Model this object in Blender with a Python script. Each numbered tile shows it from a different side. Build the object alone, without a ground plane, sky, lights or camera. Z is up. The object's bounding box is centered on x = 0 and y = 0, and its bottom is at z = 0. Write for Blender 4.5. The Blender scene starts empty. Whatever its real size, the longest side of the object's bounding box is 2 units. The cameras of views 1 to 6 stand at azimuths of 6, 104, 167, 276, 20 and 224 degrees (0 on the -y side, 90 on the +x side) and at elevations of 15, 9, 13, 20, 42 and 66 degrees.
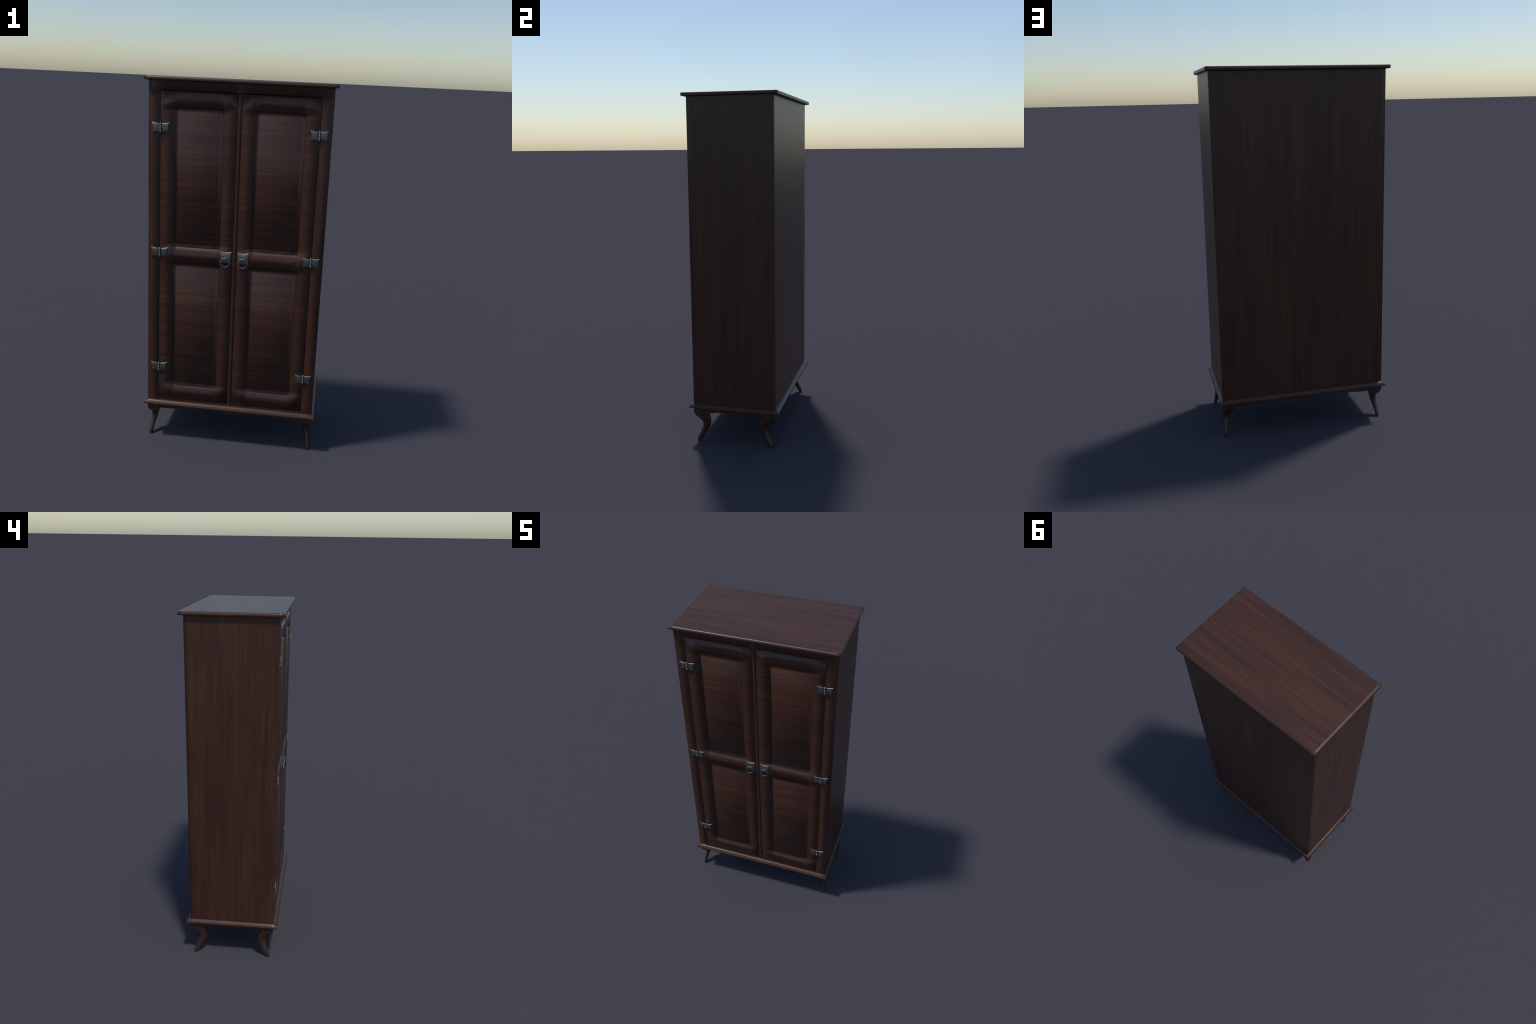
"""Tall two-door wooden wardrobe on short cabriole legs, with steel butterfly hinges and ring pulls."""
import bpy, math
from mathutils import Vector

# ------------------------------------------------------------------ materials
def nodes_of(name):
    m = bpy.data.materials.new(name)
    m.use_nodes = True
    return m, m.node_tree.nodes, m.node_tree.links, m.node_tree.nodes["Principled BSDF"]


def ramp(nodes, stops):
    r = nodes.new("ShaderNodeValToRGB")
    e = r.color_ramp.elements
    while len(e) < len(stops):
        e.new(0.5)
    for k, (pos, col) in enumerate(stops):
        e[k].position = pos
        e[k].color = (*col, 1)
    return r


def wood(name, grain, offset=(0, 0, 0), contrast=1.0, tint=(1.0, 1.0, 1.0), rough=0.36, patch=0.7):
    """Dark polished rosewood. `grain` is the axis the fibres run along."""
    m, n, l, bsdf = nodes_of(name)
    co = n.new("ShaderNodeTexCoord")

    def stretched(along, across):
        mp = n.new("ShaderNodeMapping")
        mp.inputs["Location"].default_value = offset
        mp.inputs["Scale"].default_value = [along if a == grain else across for a in "xyz"]
        l.new(co.outputs["Object"], mp.inputs["Vector"])
        return mp

    def noise(mp, detail, distortion, rough_n=0.55):
        t = n.new("ShaderNodeTexNoise")
        t.inputs["Scale"].default_value = 1.0
        t.inputs["Detail"].default_value = detail
        t.inputs["Roughness"].default_value = rough_n
        t.inputs["Distortion"].default_value = distortion
        l.new(mp.outputs[0], t.inputs["Vector"])
        return t

    def mix(kind, fac, a, b):
        x = n.new("ShaderNodeMix")
        x.data_type, x.blend_type = "RGBA", kind
        if isinstance(fac, float):
            x.inputs[0].default_value = fac
        else:
            l.new(fac, x.inputs[0])
        l.new(a, x.inputs[6])
        if isinstance(b, tuple):
            x.inputs[7].default_value = (*b, 1)
        else:
            l.new(b, x.inputs[7])
        return x.outputs[2]

    broad = noise(stretched(0.9, 13.0), 4.0, 0.6)
    fine = noise(stretched(2.2, 95.0), 5.0, 0.35, 0.6)
    hue = noise(stretched(0.7, 20.0), 3.0, 0.3)
    t = tint
    dark = tuple(c * k for c, k in zip((0.0400, 0.0190, 0.0140), t))
    mid = tuple(c * k for c, k in zip((0.0555, 0.0240, 0.0158), t))
    pale = tuple(c * k for c, k in zip((0.0710, 0.0298, 0.0178), t))
    base = ramp(n, [(0.5 - 0.16 / patch, dark), (0.5, mid), (0.5 + 0.16 / patch, pale)])
    l.new(broad.outputs["Fac"], base.inputs["Fac"])
    ocher = ramp(n, [(0.55, (0, 0, 0)), (0.68, (0.55, 0.55, 0.55))])
    l.new(hue.outputs["Fac"], ocher.inputs["Fac"])
    c1 = mix("MIX", ocher.outputs["Color"], base.outputs["Color"], tuple(c * k for c, k in zip((0.066, 0.0320, 0.0155), t)))
    lo, hi = 1 - 0.24 * contrast, 1 + 0.18 * contrast
    streak = ramp(n, [(0.36, (lo, lo, lo)), (0.62, (hi, hi, hi))])
    l.new(fine.outputs["Fac"], streak.inputs["Fac"])
    c2 = mix("MULTIPLY", 1.0, c1, streak.outputs["Color"])
    l.new(c2, bsdf.inputs["Base Color"])
    bsdf.inputs["Roughness"].default_value = rough
    bsdf.inputs["Specular IOR Level"].default_value = 0.4
    return m


def metal(name, colour, rough):
    m, n, l, bsdf = nodes_of(name)
    co = n.new("ShaderNodeTexCoord")
    t = n.new("ShaderNodeTexNoise")
    t.inputs["Scale"].default_value = 90.0
    t.inputs["Detail"].default_value = 4.0
    l.new(co.outputs["Object"], t.inputs["Vector"])
    r = ramp(n, [(0.3, tuple(c * 0.88 for c in colour)), (0.7, tuple(min(1, c * 1.1) for c in colour))])
    l.new(t.outputs["Fac"], r.inputs["Fac"])
    l.new(r.outputs["Color"], bsdf.inputs["Base Color"])
    bsdf.inputs["Metallic"].default_value = 0.85
    bsdf.inputs["Roughness"].default_value = rough
    return m


WOOD_UPRIGHT = wood("rosewood_upright_grain", "z", contrast=0.9, tint=(1.06, 1.0, 0.94))
WOOD_DOOR = wood("rosewood_cross_grain", "x", (3.1, 0.7, 5.3), contrast=1.2, patch=0.42, tint=(1.06, 0.98, 0.92))  # tint warmed toward the orange-brown of the sunlit stile edges
WOOD_TOP = wood("rosewood_top_grain", "x", (1.7, 2.2, 0.4), contrast=0.85, tint=(1.05, 1.0, 0.95))
WOOD_LEG = wood("rosewood_leg", "z", (5.5, 1.2, 0.0), contrast=0.5)
STEEL = metal("dark_steel", (0.150, 0.154, 0.158), 0.40)
PULL_STEEL = metal("lightened_steel", (0.215, 0.220, 0.225), 0.42)  # hinge steel lightened in colour for the bright gradient across the pulls
BRASS = metal("pale_brass", (0.38, 0.35, 0.25), 0.38)  # base colour brightened to the cream highlight on the hinge barrels

# ------------------------------------------------------------------ helpers
ROOT = bpy.data.objects.new("wardrobe", None)
bpy.context.collection.objects.link(ROOT)
ROOT["label"] = "tall dark rosewood two-door wardrobe with cabriole legs"
ROOT["category"] = "wardrobe"


def mesh(name, verts, faces, smooth=True):
    me = bpy.data.meshes.new(name)
    me.from_pydata([tuple(v) for v in verts], [], faces)
    me.validate()
    me.shade_smooth() if smooth else me.shade_flat()
    return me


def place(name, me, materials, parent=ROOT, at=(0, 0, 0)):
    o = bpy.data.objects.new(name, me)
    bpy.context.collection.objects.link(o)
    if not me.materials:
        for m in materials:
            me.materials.append(m)
    o.parent = parent
    o.location = Vector(at)
    return o


class Build:
    """Collects quads with shared corners; `part` tags let one smooth skin be split into several objects."""

    def __init__(self):
        self.v, self.index, self.f, self.tag = [], {}, [], []

    def p(self, co):
        k = tuple(round(c, 6) for c in co)
        if k not in self.index:
            self.index[k] = len(self.v)
            self.v.append(k)
        return self.index[k]

    def quad(self, corners, tag=0):
        ids = []
        for c in corners:
            i = self.p(c)
            if i not in ids:
                ids.append(i)
        if len(ids) > 2:
            self.f.append(ids)
            self.tag.append(tag)

    def cap(self, loop, tag=0):
        self.f.append([self.p(c) for c in loop])
        self.tag.append(tag)

    def ring(self, low, high, tag=0):
        """Joins two closed loops of equal length with quads."""
        n = len(low)
        for i in range(n):
            j = (i + 1) % n
            self.quad([low[i], low[j], high[j], high[i]], tag)

    def whole(self, name, sharp=None):
        me = mesh(name, self.v, self.f)
        if sharp:
            me.set_sharp_from_angle(angle=math.radians(sharp))
        return me

    def split(self, names, square=()):
        """One mesh per tag, all carrying the vertex normals of the undivided skin."""
        full = mesh("skin", self.v, self.f)
        normals = [tuple(x.vector) for x in full.vertex_normals]
        for corner, beside, below in square:     # an inner corner leans toward the tilt of both edges that meet there
            h, v = Vector(normals[self.p(beside)]), Vector(normals[self.p(below)])
            full_tilt = Vector((v.x, (h.y + v.y) / 2, h.z)).normalized()
            normals[self.p(corner)] = tuple((full_tilt + Vector(normals[self.p(corner)])).normalized())
        out = {}
        for tag, name in names.items():
            faces = [f for f, t in zip(self.f, self.tag) if t == tag]
            used = sorted({i for f in faces for i in f})
            remap = {i: k for k, i in enumerate(used)}
            me = mesh(name, [self.v[i] for i in used], [[remap[i] for i in f] for f in faces])
            me.normals_split_custom_set_from_vertices([normals[i] for i in used])
            out[tag] = me
        bpy.data.meshes.remove(full)
        return out


def rect(hx, hy, z, loop=0.024):
    """Rectangular loop with a support point beside each corner."""
    a, c = hx - loop, hy - loop
    return [(x, y, z) for x, y in ((-hx, -hy), (-a, -hy), (a, -hy), (hx, -hy), (hx, -c), (hx, c), (hx, hy), (a, hy), (-a, hy), (-hx, hy), (-hx, c), (-hx, -c))]


def rect_xz(x0, x1, z0, z1, y):
    """Counter-clockwise as seen from the front (-y)."""
    return [(x0, y, z0), (x1, y, z0), (x1, y, z1), (x0, y, z1)]


# ------------------------------------------------------------------ sizes (metres)
BODY_X, BODY_Y = 0.4642, 0.2424          # half width and depth of the carcass
EDGE_X, EDGE_Y = 0.4817, 0.2669          # half extents of top and base boards
Z_BASE, Z_TOP = 0.2285, 1.9800           # carcass bottom and top
OPEN_X, POST = 0.4040, 0.0095            # door opening and centre post
OPEN_Z0, OPEN_Z1 = 0.2410, 1.9340
DOOR_X0, DOOR_X1 = 0.4020, 0.0121        # outer and inner door edge (absolute x)
DOOR_Z0, DOOR_Z1 = 0.2428, 1.9302
DOOR_Y = -0.2427                         # door face, nearly flush with the frame

# ------------------------------------------------------------------ carcass
b = Build()
LOOP = 0.030                             # support lines beside the corners keep the soft shading local
xs = [-BODY_X, -OPEN_X, -OPEN_X + LOOP, -POST - LOOP, -POST, POST, POST + LOOP, OPEN_X - LOOP, OPEN_X, BODY_X]
zs = [Z_BASE, OPEN_Z0, OPEN_Z0 + LOOP, OPEN_Z1 - LOOP, OPEN_Z1, Z_TOP]


def is_open(i, k):
    return 0 <= i < len(xs) - 1 and POST < abs((xs[i] + xs[i + 1]) / 2) < OPEN_X and 1 <= k <= 3


back = -BODY_Y + 0.034
for i in range(len(xs) - 1):
    for k in range(len(zs) - 1):
        x0, x1, z0, z1 = xs[i], xs[i + 1], zs[k], zs[k + 1]
        if not is_open(i, k):
            b.quad(rect_xz(x0, x1, z0, z1, -BODY_Y))
            continue
        b.quad(rect_xz(x0, x1, z0, z1, back))                                # back of the rebate
        if not is_open(i - 1, k):                                            # jambs
            b.quad([(x0, -BODY_Y, z0), (x0, back, z0), (x0, back, z1), (x0, -BODY_Y, z1)])
        if not is_open(i + 1, k):
            b.quad([(x1, -BODY_Y, z0), (x1, back, z0), (x1, back, z1), (x1, -BODY_Y, z1)][::-1])
        if not is_open(i, k + 1):
            b.quad([(x0, -BODY_Y, z1), (x1, -BODY_Y, z1), (x1, back, z1), (x0, back, z1)][::-1])
        if not is_open(i, k - 1):                                            # sill, kept crisp
            d = 0.00005
            b.quad([(x0, -BODY_Y + d, z0), (x1, -BODY_Y + d, z0), (x1, back, z0), (x0, back, z0)])
ys = [-BODY_Y, -BODY_Y + LOOP, BODY_Y - LOOP, BODY_Y]
xb = [-BODY_X, -BODY_X + LOOP, BODY_X - LOOP, BODY_X]
for k in range(len(zs) - 1):
    for j in range(3):
        for s in (-1, 1):
            q = [(s * BODY_X, ys[j], zs[k]), (s * BODY_X, ys[j + 1], zs[k]), (s * BODY_X, ys[j + 1], zs[k + 1]), (s * BODY_X, ys[j], zs[k + 1])]
            b.quad(q if s > 0 else q[::-1])
        b.quad(rect_xz(xb[j], xb[j + 1], zs[k], zs[k + 1], BODY_Y)[::-1])
carcass = place("carcass", b.whole("carcass"), [WOOD_UPRIGHT])

# ------------------------------------------------------------------ top board
b = Build()
levels = [(0.0200, 1.9782), (0.0007, 1.9812), (0.0, 1.9822), (0.0, 1.9980), (0.0135, 2.0), (0.0190, 2.0)]
loops = [rect(EDGE_X - d, EDGE_Y - d, z) for d, z in levels]
for lo, hi in zip(loops, loops[1:]):
    b.ring(lo, hi)
b.cap(loops[-1])
b.cap(loops[0][::-1])
place("top_board", b.whole("top_board"), [WOOD_TOP])

# ------------------------------------------------------------------ base board
b = Build()
levels = [(0.0300, 0.2075), (0.0010, 0.2085), (0.0, 0.2098), (0.0025, 0.2160), (0.0120, 0.2270), (0.0170, 0.2300), (0.0260, 0.2302)]
loops = [rect(EDGE_X - d, EDGE_Y - d, z) for d, z in levels]
for lo, hi in zip(loops, loops[1:]):
    b.ring(lo, hi)
b.cap(loops[-1])
b.cap(loops[0][::-1])
place("base_board", b.whole("base_board", 60), [WOOD_TOP])


# ------------------------------------------------------------------ aprons
def apron(name, half, profile, thick, axis, face):
    """Board under the base with a scalloped lower edge and a small point at its middle."""
    full = [(-s, z) for s, z in profile[::-1]] + profile[1:]
    b = Build()
    top = 0.2082

    def at(s, z, d):
        return (s, face + d, z) if axis == "x" else (face + d, s, z)

    d0, d1 = -thick / 2, thick / 2
    for (s0, z0), (s1, z1) in zip(full, full[1:]):
        b.quad([at(s0, z0, d0), at(s1, z1, d0), at(s1, top, d0), at(s0, top, d0)])
        b.quad([at(s1, z1, d1), at(s0, z0, d1), at(s0, top, d1), at(s1, top, d1)])
        b.quad([at(s0, z0, d1), at(s1, z1, d1), at(s1, z1, d0), at(s0, z0, d0)])
    me = b.whole(name, 50)
    if axis == "y":
        me.flip_normals()
    return place(name, me, [WOOD_LEG])


def smooth_profile(points, steps=5):
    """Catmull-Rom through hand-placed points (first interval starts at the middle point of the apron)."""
    out = []
    for i in range(len(points) - 1):
        p0, p1, p2, p3 = points[max(i - 1, 0)], points[i], points[i + 1], points[min(i + 2, len(points) - 1)]
        for k in range(steps):
            t = k / steps
            out.append(tuple(0.5 * (2 * b1 + (c - a) * t + (2 * a - 5 * b1 + 4 * c - d) * t * t + (3 * b1 - a - 3 * c + d) * t ** 3)
                             for a, b1, c, d in zip(p0, p1, p2, p3)))
    return out + [points[-1]]


LONG = smooth_profile([(0.0, 0.1697), (0.013, 0.1749), (0.035, 0.1784), (0.068, 0.1822), (0.105, 0.1850), (0.145, 0.1867), (0.195, 0.1862),
                       (0.255, 0.1837), (0.300, 0.1772), (0.340, 0.1741), (0.380, 0.1736), (0.415, 0.1736)])
SHORT = smooth_profile([(0.0, 0.1682), (0.010, 0.1744), (0.026, 0.1784), (0.050, 0.1818), (0.080, 0.1829), (0.105, 0.1810), (0.136, 0.1764), (0.165, 0.1742), (0.195, 0.1742)])
for s in (-1, 1):
    apron("apron", 0.415, LONG, 0.016, "x", s * (BODY_Y - 0.0145))
    apron("apron", 0.195, SHORT, 0.016, "y", s * (BODY_X - 0.0145))

# ------------------------------------------------------------------ legs: cabriole, swept toward the outside in depth
# height, outer x, inner x, outer y, inner y (absolute, from the wardrobe's middle), roundness of the section
LEG = [(0.2080, 0.4660, 0.3975, 0.2460, 0.1800, 0.10),
       (0.1900, 0.4665, 0.3975, 0.2458, 0.1770, 0.12),
       (0.1720, 0.4668, 0.3980, 0.2435, 0.1715, 0.20),
       (0.1640, 0.4655, 0.3995, 0.2385, 0.1685, 0.28),
       (0.1540, 0.4630, 0.4030, 0.2325, 0.1630, 0.36),
       (0.1410, 0.4600, 0.4085, 0.2155, 0.1565, 0.50),
       (0.1260, 0.4577, 0.4145, 0.2000, 0.1512, 0.65),
       (0.1090, 0.4566, 0.4195, 0.1922, 0.1495, 0.80),
       (0.0930, 0.4565, 0.4240, 0.1942, 0.1518, 0.90),
       (0.0790, 0.4568, 0.4275, 0.1990, 0.1590, 1.0),
       (0.0580, 0.4578, 0.4330, 0.2070, 0.1705, 1.0),
       (0.0400, 0.4593, 0.4370, 0.2150, 0.1820, 1.0),
       (0.0200, 0.4610, 0.4405, 0.2245, 0.1945, 1.0),
       (0.0080, 0.4612, 0.4425, 0.2265, 0.2020, 1.0),
       (0.0020, 0.4606, 0.4435, 0.2260, 0.2045, 1.0),
       (0.0000, 0.4590, 0.4455, 0.2245, 0.2060, 1.0)]
SIDES = 20


def leg_mesh():
    b = Build()
    loops = []
    dense = []
    for i in range(len(LEG) - 1):
        p0, p1, p2, p3 = LEG[max(i - 1, 0)], LEG[i], LEG[i + 1], LEG[min(i + 2, len(LEG) - 1)]
        for k in range(3):
            t = k / 3
            dense.append([0.5 * (2 * q + (c - a) * t + (2 * a - 5 * q + 4 * c - d) * t * t + (3 * q - a - 3 * c + d) * t ** 3) for a, q, c, d in zip(p0, p1, p2, p3)])
    dense.append(list(LEG[-1]))
    for z, xo, xi, yo, yi, rnd in dense:
        z = max(z, 0.0)
        if z < 0.15:                                                # a little more wood in the shaft
            xo, xi, yo, yi = xo + 0.0006, xi - 0.0006, yo + 0.0006, yi - 0.0004
        cx, cy, hx, hy = (xo + xi) / 2, (yo + yi) / 2, (xo - xi) / 2, (yo - yi) / 2
        power = 2.0 + 9.0 * (1 - min(max(rnd, 0), 1)) ** 1.5        # superellipse: square block to round foot
        loop = []
        for k in range(SIDES):
            a = math.tau * (k + 0.5) / SIDES
            c, s = math.cos(a), math.sin(a)
            r = (abs(c) ** power + abs(s) ** power) ** (-1 / power)
            loop.append((cx + hx * r * c, cy + hy * r * s, z))
        loops.append(loop)
    for hi, lo in zip(loops, loops[1:]):
        b.ring(lo, hi)
    b.f.append([b.p(c) for c in loops[-1][::-1]])
    b.f.append([b.p(c) for c in loops[0]])
    return b


for sx in (-1, 1):
    for sy in (-1, 1):
        b = leg_mesh()
        b.v = [(x * sx, y * sy, z) for x, y, z in b.v]
        if sx * sy < 0:
            b.f = [f[::-1] for f in b.f]
        place("leg", b.whole("leg", 70), [WOOD_LEG])


# ------------------------------------------------------------------ doors
HINGE_STILE, LOCK_STILE, RAIL, FOOT_RAIL = 0.0675, 0.0650, 0.0752, 0.0828             # widths between door edge and panel opening
MID0, MID1 = 1.0448, 1.1270              # lower and upper line of the middle rail
WALL, BEVEL = 0.0045, 0.0260             # bottom of the V-groove and panel edge, measured from the opening line
GROOVE_Y, PANEL_Y = DOOR_Y + 0.0225, DOOR_Y - 0.0002


def door(side):
    x0, x3 = sorted((side * DOOR_X0, side * DOOR_X1))
    left, right = (HINGE_STILE, LOCK_STILE) if side < 0 else (LOCK_STILE, HINGE_STILE)
    gx = [x0, x0 + left, x0 + left + BEVEL, x3 - right - BEVEL, x3 - right, x3]
    lows, highs = (DOOR_Z0 + FOOT_RAIL, MID1), (MID0, DOOR_Z1 - RAIL)
    gz = [DOOR_Z0] + [z for lo, hi in zip(lows, highs) for z in (lo, lo + BEVEL, hi - BEVEL, hi)] + [DOOR_Z1]
    b = Build()
    for i in range(5):
        for k in range(9):
            if not (1 <= i <= 3 and k not in (0, 4, 8)):
                b.quad(rect_xz(gx[i], gx[i + 1], gz[k], gz[k + 1], DOOR_Y))
    square = []
    for tag, k in ((1, 1), (2, 5)):
        # opening line with support points, then the same line at the bottom of the groove
        def line(d, y):
            px = [gx[1] + d, gx[2], gx[3], gx[4] - d]
            pz = [gz[k] + d, gz[k + 1], gz[k + 2], gz[k + 3] - d]
            return ([(x, y, pz[0]) for x in px] + [(px[3], y, z) for z in pz[1:]]
                    + [(x, y, pz[3]) for x in px[2::-1]] + [(px[0], y, z) for z in pz[2:0:-1]])
        crest, g = line(0.0, DOOR_Y), line(WALL, GROOVE_Y)
        square += [(crest[0], crest[1], crest[11]), (crest[3], crest[2], crest[4]), (crest[6], crest[7], crest[5]), (crest[9], crest[8], crest[10])]
        b.ring(crest, g)
        f = rect_xz(gx[2], gx[3], gz[k + 1], gz[k + 2], PANEL_Y)
        for c in range(4):                       # corner square, then the bevel strip that follows it
            m = 3 * c
            b.quad([g[m - 1], g[m], g[(m + 1) % 12], f[c]], tag)
            b.quad([g[(m + 1) % 12], g[(m + 2) % 12], f[(c + 1) % 4], f[c]], tag)
        b.quad(f, tag)
    back = DOOR_Y + 0.0305
    for k in range(9):
        b.quad([(x0, DOOR_Y, gz[k + 1]), (x0, back, gz[k + 1]), (x0, back, gz[k]), (x0, DOOR_Y, gz[k])])
        b.quad([(x3, DOOR_Y, gz[k]), (x3, back, gz[k]), (x3, back, gz[k + 1]), (x3, DOOR_Y, gz[k + 1])])
    for i in range(5):
        b.quad([(gx[i], DOOR_Y, DOOR_Z0), (gx[i], back, DOOR_Z0), (gx[i + 1], back, DOOR_Z0), (gx[i + 1], DOOR_Y, DOOR_Z0)])
        b.quad([(gx[i + 1], DOOR_Y, DOOR_Z1), (gx[i + 1], back, DOOR_Z1), (gx[i], back, DOOR_Z1), (gx[i], DOOR_Y, DOOR_Z1)])
    parts = b.split({0: "door", 1: "panel", 2: "panel"}, square)
    frame = place("door", parts[0], [WOOD_DOOR])
    place("panel", parts[1], [WOOD_DOOR], frame)
    place("panel", parts[2], [WOOD_DOOR], frame)
    return frame


# ------------------------------------------------------------------ iron work
def pillow_plate(b, outline, bulge, depth, tag=0, rings=7, power=4.0):
    """Cast plate with the given front outline (x, z), cushioned toward -y."""
    n = len(outline)
    xs_, zs_ = [p[0] for p in outline], [p[1] for p in outline]
    cx, cz = (min(xs_) + max(xs_)) / 2, (min(zs_) + max(zs_)) / 2
    wx, wz = (max(xs_) - min(xs_)) / 2, (max(zs_) - min(zs_)) / 2

    def front(x, z):
        u, w = min(1, abs(x - cx) / wx), min(1, abs(z - cz) / wz)
        return (x, -depth - bulge * (1 - u ** power) * (1 - w ** power), z)

    prev = [(x, 0.0, z) for x, z in outline]
    for r in range(rings):
        t = 1 - (1 - r / rings) ** 0.75
        cur = [front(x + (cx - x) * t, z + (cz - z) * t) for x, z in outline]
        b.ring(prev, cur, tag)
        prev = cur
    mid = front(cx, cz)
    for i in range(n):
        b.quad([prev[i], prev[(i + 1) % n], mid], tag)


def curved_side(a, c, sag, steps=5):
    """Points from a to c (c excluded) bowed by `sag` to the left of the direction of travel."""
    dx, dz = c[0] - a[0], c[1] - a[1]
    ln = math.hypot(dx, dz)
    nx, nz = -dz / ln, dx / ln
    out = []
    for k in range(steps):
        t = k / steps
        w = 4 * t * (1 - t) * sag
        out.append((a[0] + dx * t + nx * w, a[1] + dz * t + nz * w))
    return out


def dome(b, cx, cz, y, r, tag):
    """Round rivet head."""
    prev = [(cx + r * math.cos(math.tau * k / 8), y + 0.001, cz + r * math.sin(math.tau * k / 8)) for k in range(8)]
    for t in (0.35, 0.75):
        cur = [(cx + r * math.cos(t * 1.57) * math.cos(math.tau * k / 8), y - r * 0.95 * math.sin(t * 1.57), cz + r * math.cos(t * 1.57) * math.sin(math.tau * k / 8)) for k in range(8)]
        b.ring(prev, cur, tag)
        prev = cur
    for k in range(8):
        b.quad([prev[k], prev[(k + 1) % 8], (cx, y - r * 0.95, cz)], tag)


def hinge_mesh():
    b = Build()
    for s in (-1, 1):
        outer, inner = 0.0440, 0.0040
        pts = (curved_side((outer, -0.0275), (outer, 0.0275), 0.0045) + curved_side((outer, 0.0275), (inner, 0.0225), 0.0012)
               + curved_side((inner, 0.0225), (inner, -0.0225), 0.0, 3) + curved_side((inner, -0.0225), (outer, -0.0275), 0.0012))
        if s < 0:
            pts = [(-x, z) for x, z in pts[::-1]]
        pillow_plate(b, pts, 0.0046, 0.0016, power=3.6)
        for x, z in ((0.0275, 0.0090), (0.0275, -0.0105), (0.0105, -0.0010)):
            dome(b, s * x, z, -0.0058, 0.0029, 0)
    # barrel: a finial and three long knuckles on a pin
    for z1, z0 in ((0.0282, 0.0226), (0.0220, 0.0102), (0.0096, -0.0062), (-0.0068, -0.0252)):
        h = z1 - z0
        prev = None
        for z, r in ((z1, 0.0030), (z1 - 0.0010, 0.0042), (z1 - 0.35 * h, 0.0044), (z0 + 0.3 * h, 0.0040), (z0 + 0.0010, 0.0036), (z0, 0.0026)):
            cur = [(r * math.cos(math.tau * k / 12), -0.0050 + r * math.sin(math.tau * k / 12), z) for k in range(12)]
            if prev:
                b.ring(cur, prev, 1)
            else:
                b.cap(cur, 1)
            prev = cur
        b.cap(prev[::-1], 1)
    me = b.whole("hinge", 80)
    me.materials.append(STEEL)
    me.materials.append(BRASS)
    me.polygons.foreach_set("material_index", b.tag)
    return me


def plate_mesh():
    """Pull plate: waisted shield with a notched top and an arched lower edge."""
    b = Build()
    pts = (curved_side((0.0330, -0.0335), (0.0335, 0.0335), 0.0075, 7) + curved_side((0.0335, 0.0335), (0.0, 0.0262), 0.0008)
           + curved_side((0.0, 0.0262), (-0.0335, 0.0335), 0.0008) + curved_side((-0.0335, 0.0335), (-0.0330, -0.0335), 0.0075, 7)
           + curved_side((-0.0330, -0.0335), (0.0330, -0.0335), 0.0060, 8))
    pillow_plate(b, pts, 0.0058, 0.0012, power=2.2)
    return b.whole("pull_plate", 85)


def ring_mesh(radius=0.0247, wire=0.0023, around=10, section=8):
    b = Build()
    loops = []
    for i in range(around):
        a = math.tau * i / around
        loops.append([((radius + wire * math.cos(q)) * math.sin(a), wire * math.sin(q), (radius + wire * math.cos(q)) * math.cos(a))
                      for q in (math.tau * k / section for k in range(section))])
    for i in range(around):
        b.ring(loops[i], loops[(i + 1) % around])
    return b.whole("pull_ring")


HINGE, PLATE, RING = hinge_mesh(), plate_mesh(), ring_mesh()
for side in (-1, 1):
    leaf = door(side)
    for z in (1.7462, 1.0940, 0.4325):
        place("hinge", HINGE, [], leaf, (side * 0.4020, DOOR_Y - 0.0003, z))
    place("pull_plate", PLATE, [PULL_STEEL], leaf, (side * 0.0464, DOOR_Y + 0.0002, 1.0905))
    place("pull_ring", RING, [PULL_STEEL], leaf, (side * 0.0460, DOOR_Y - 0.0108, 1.0650))
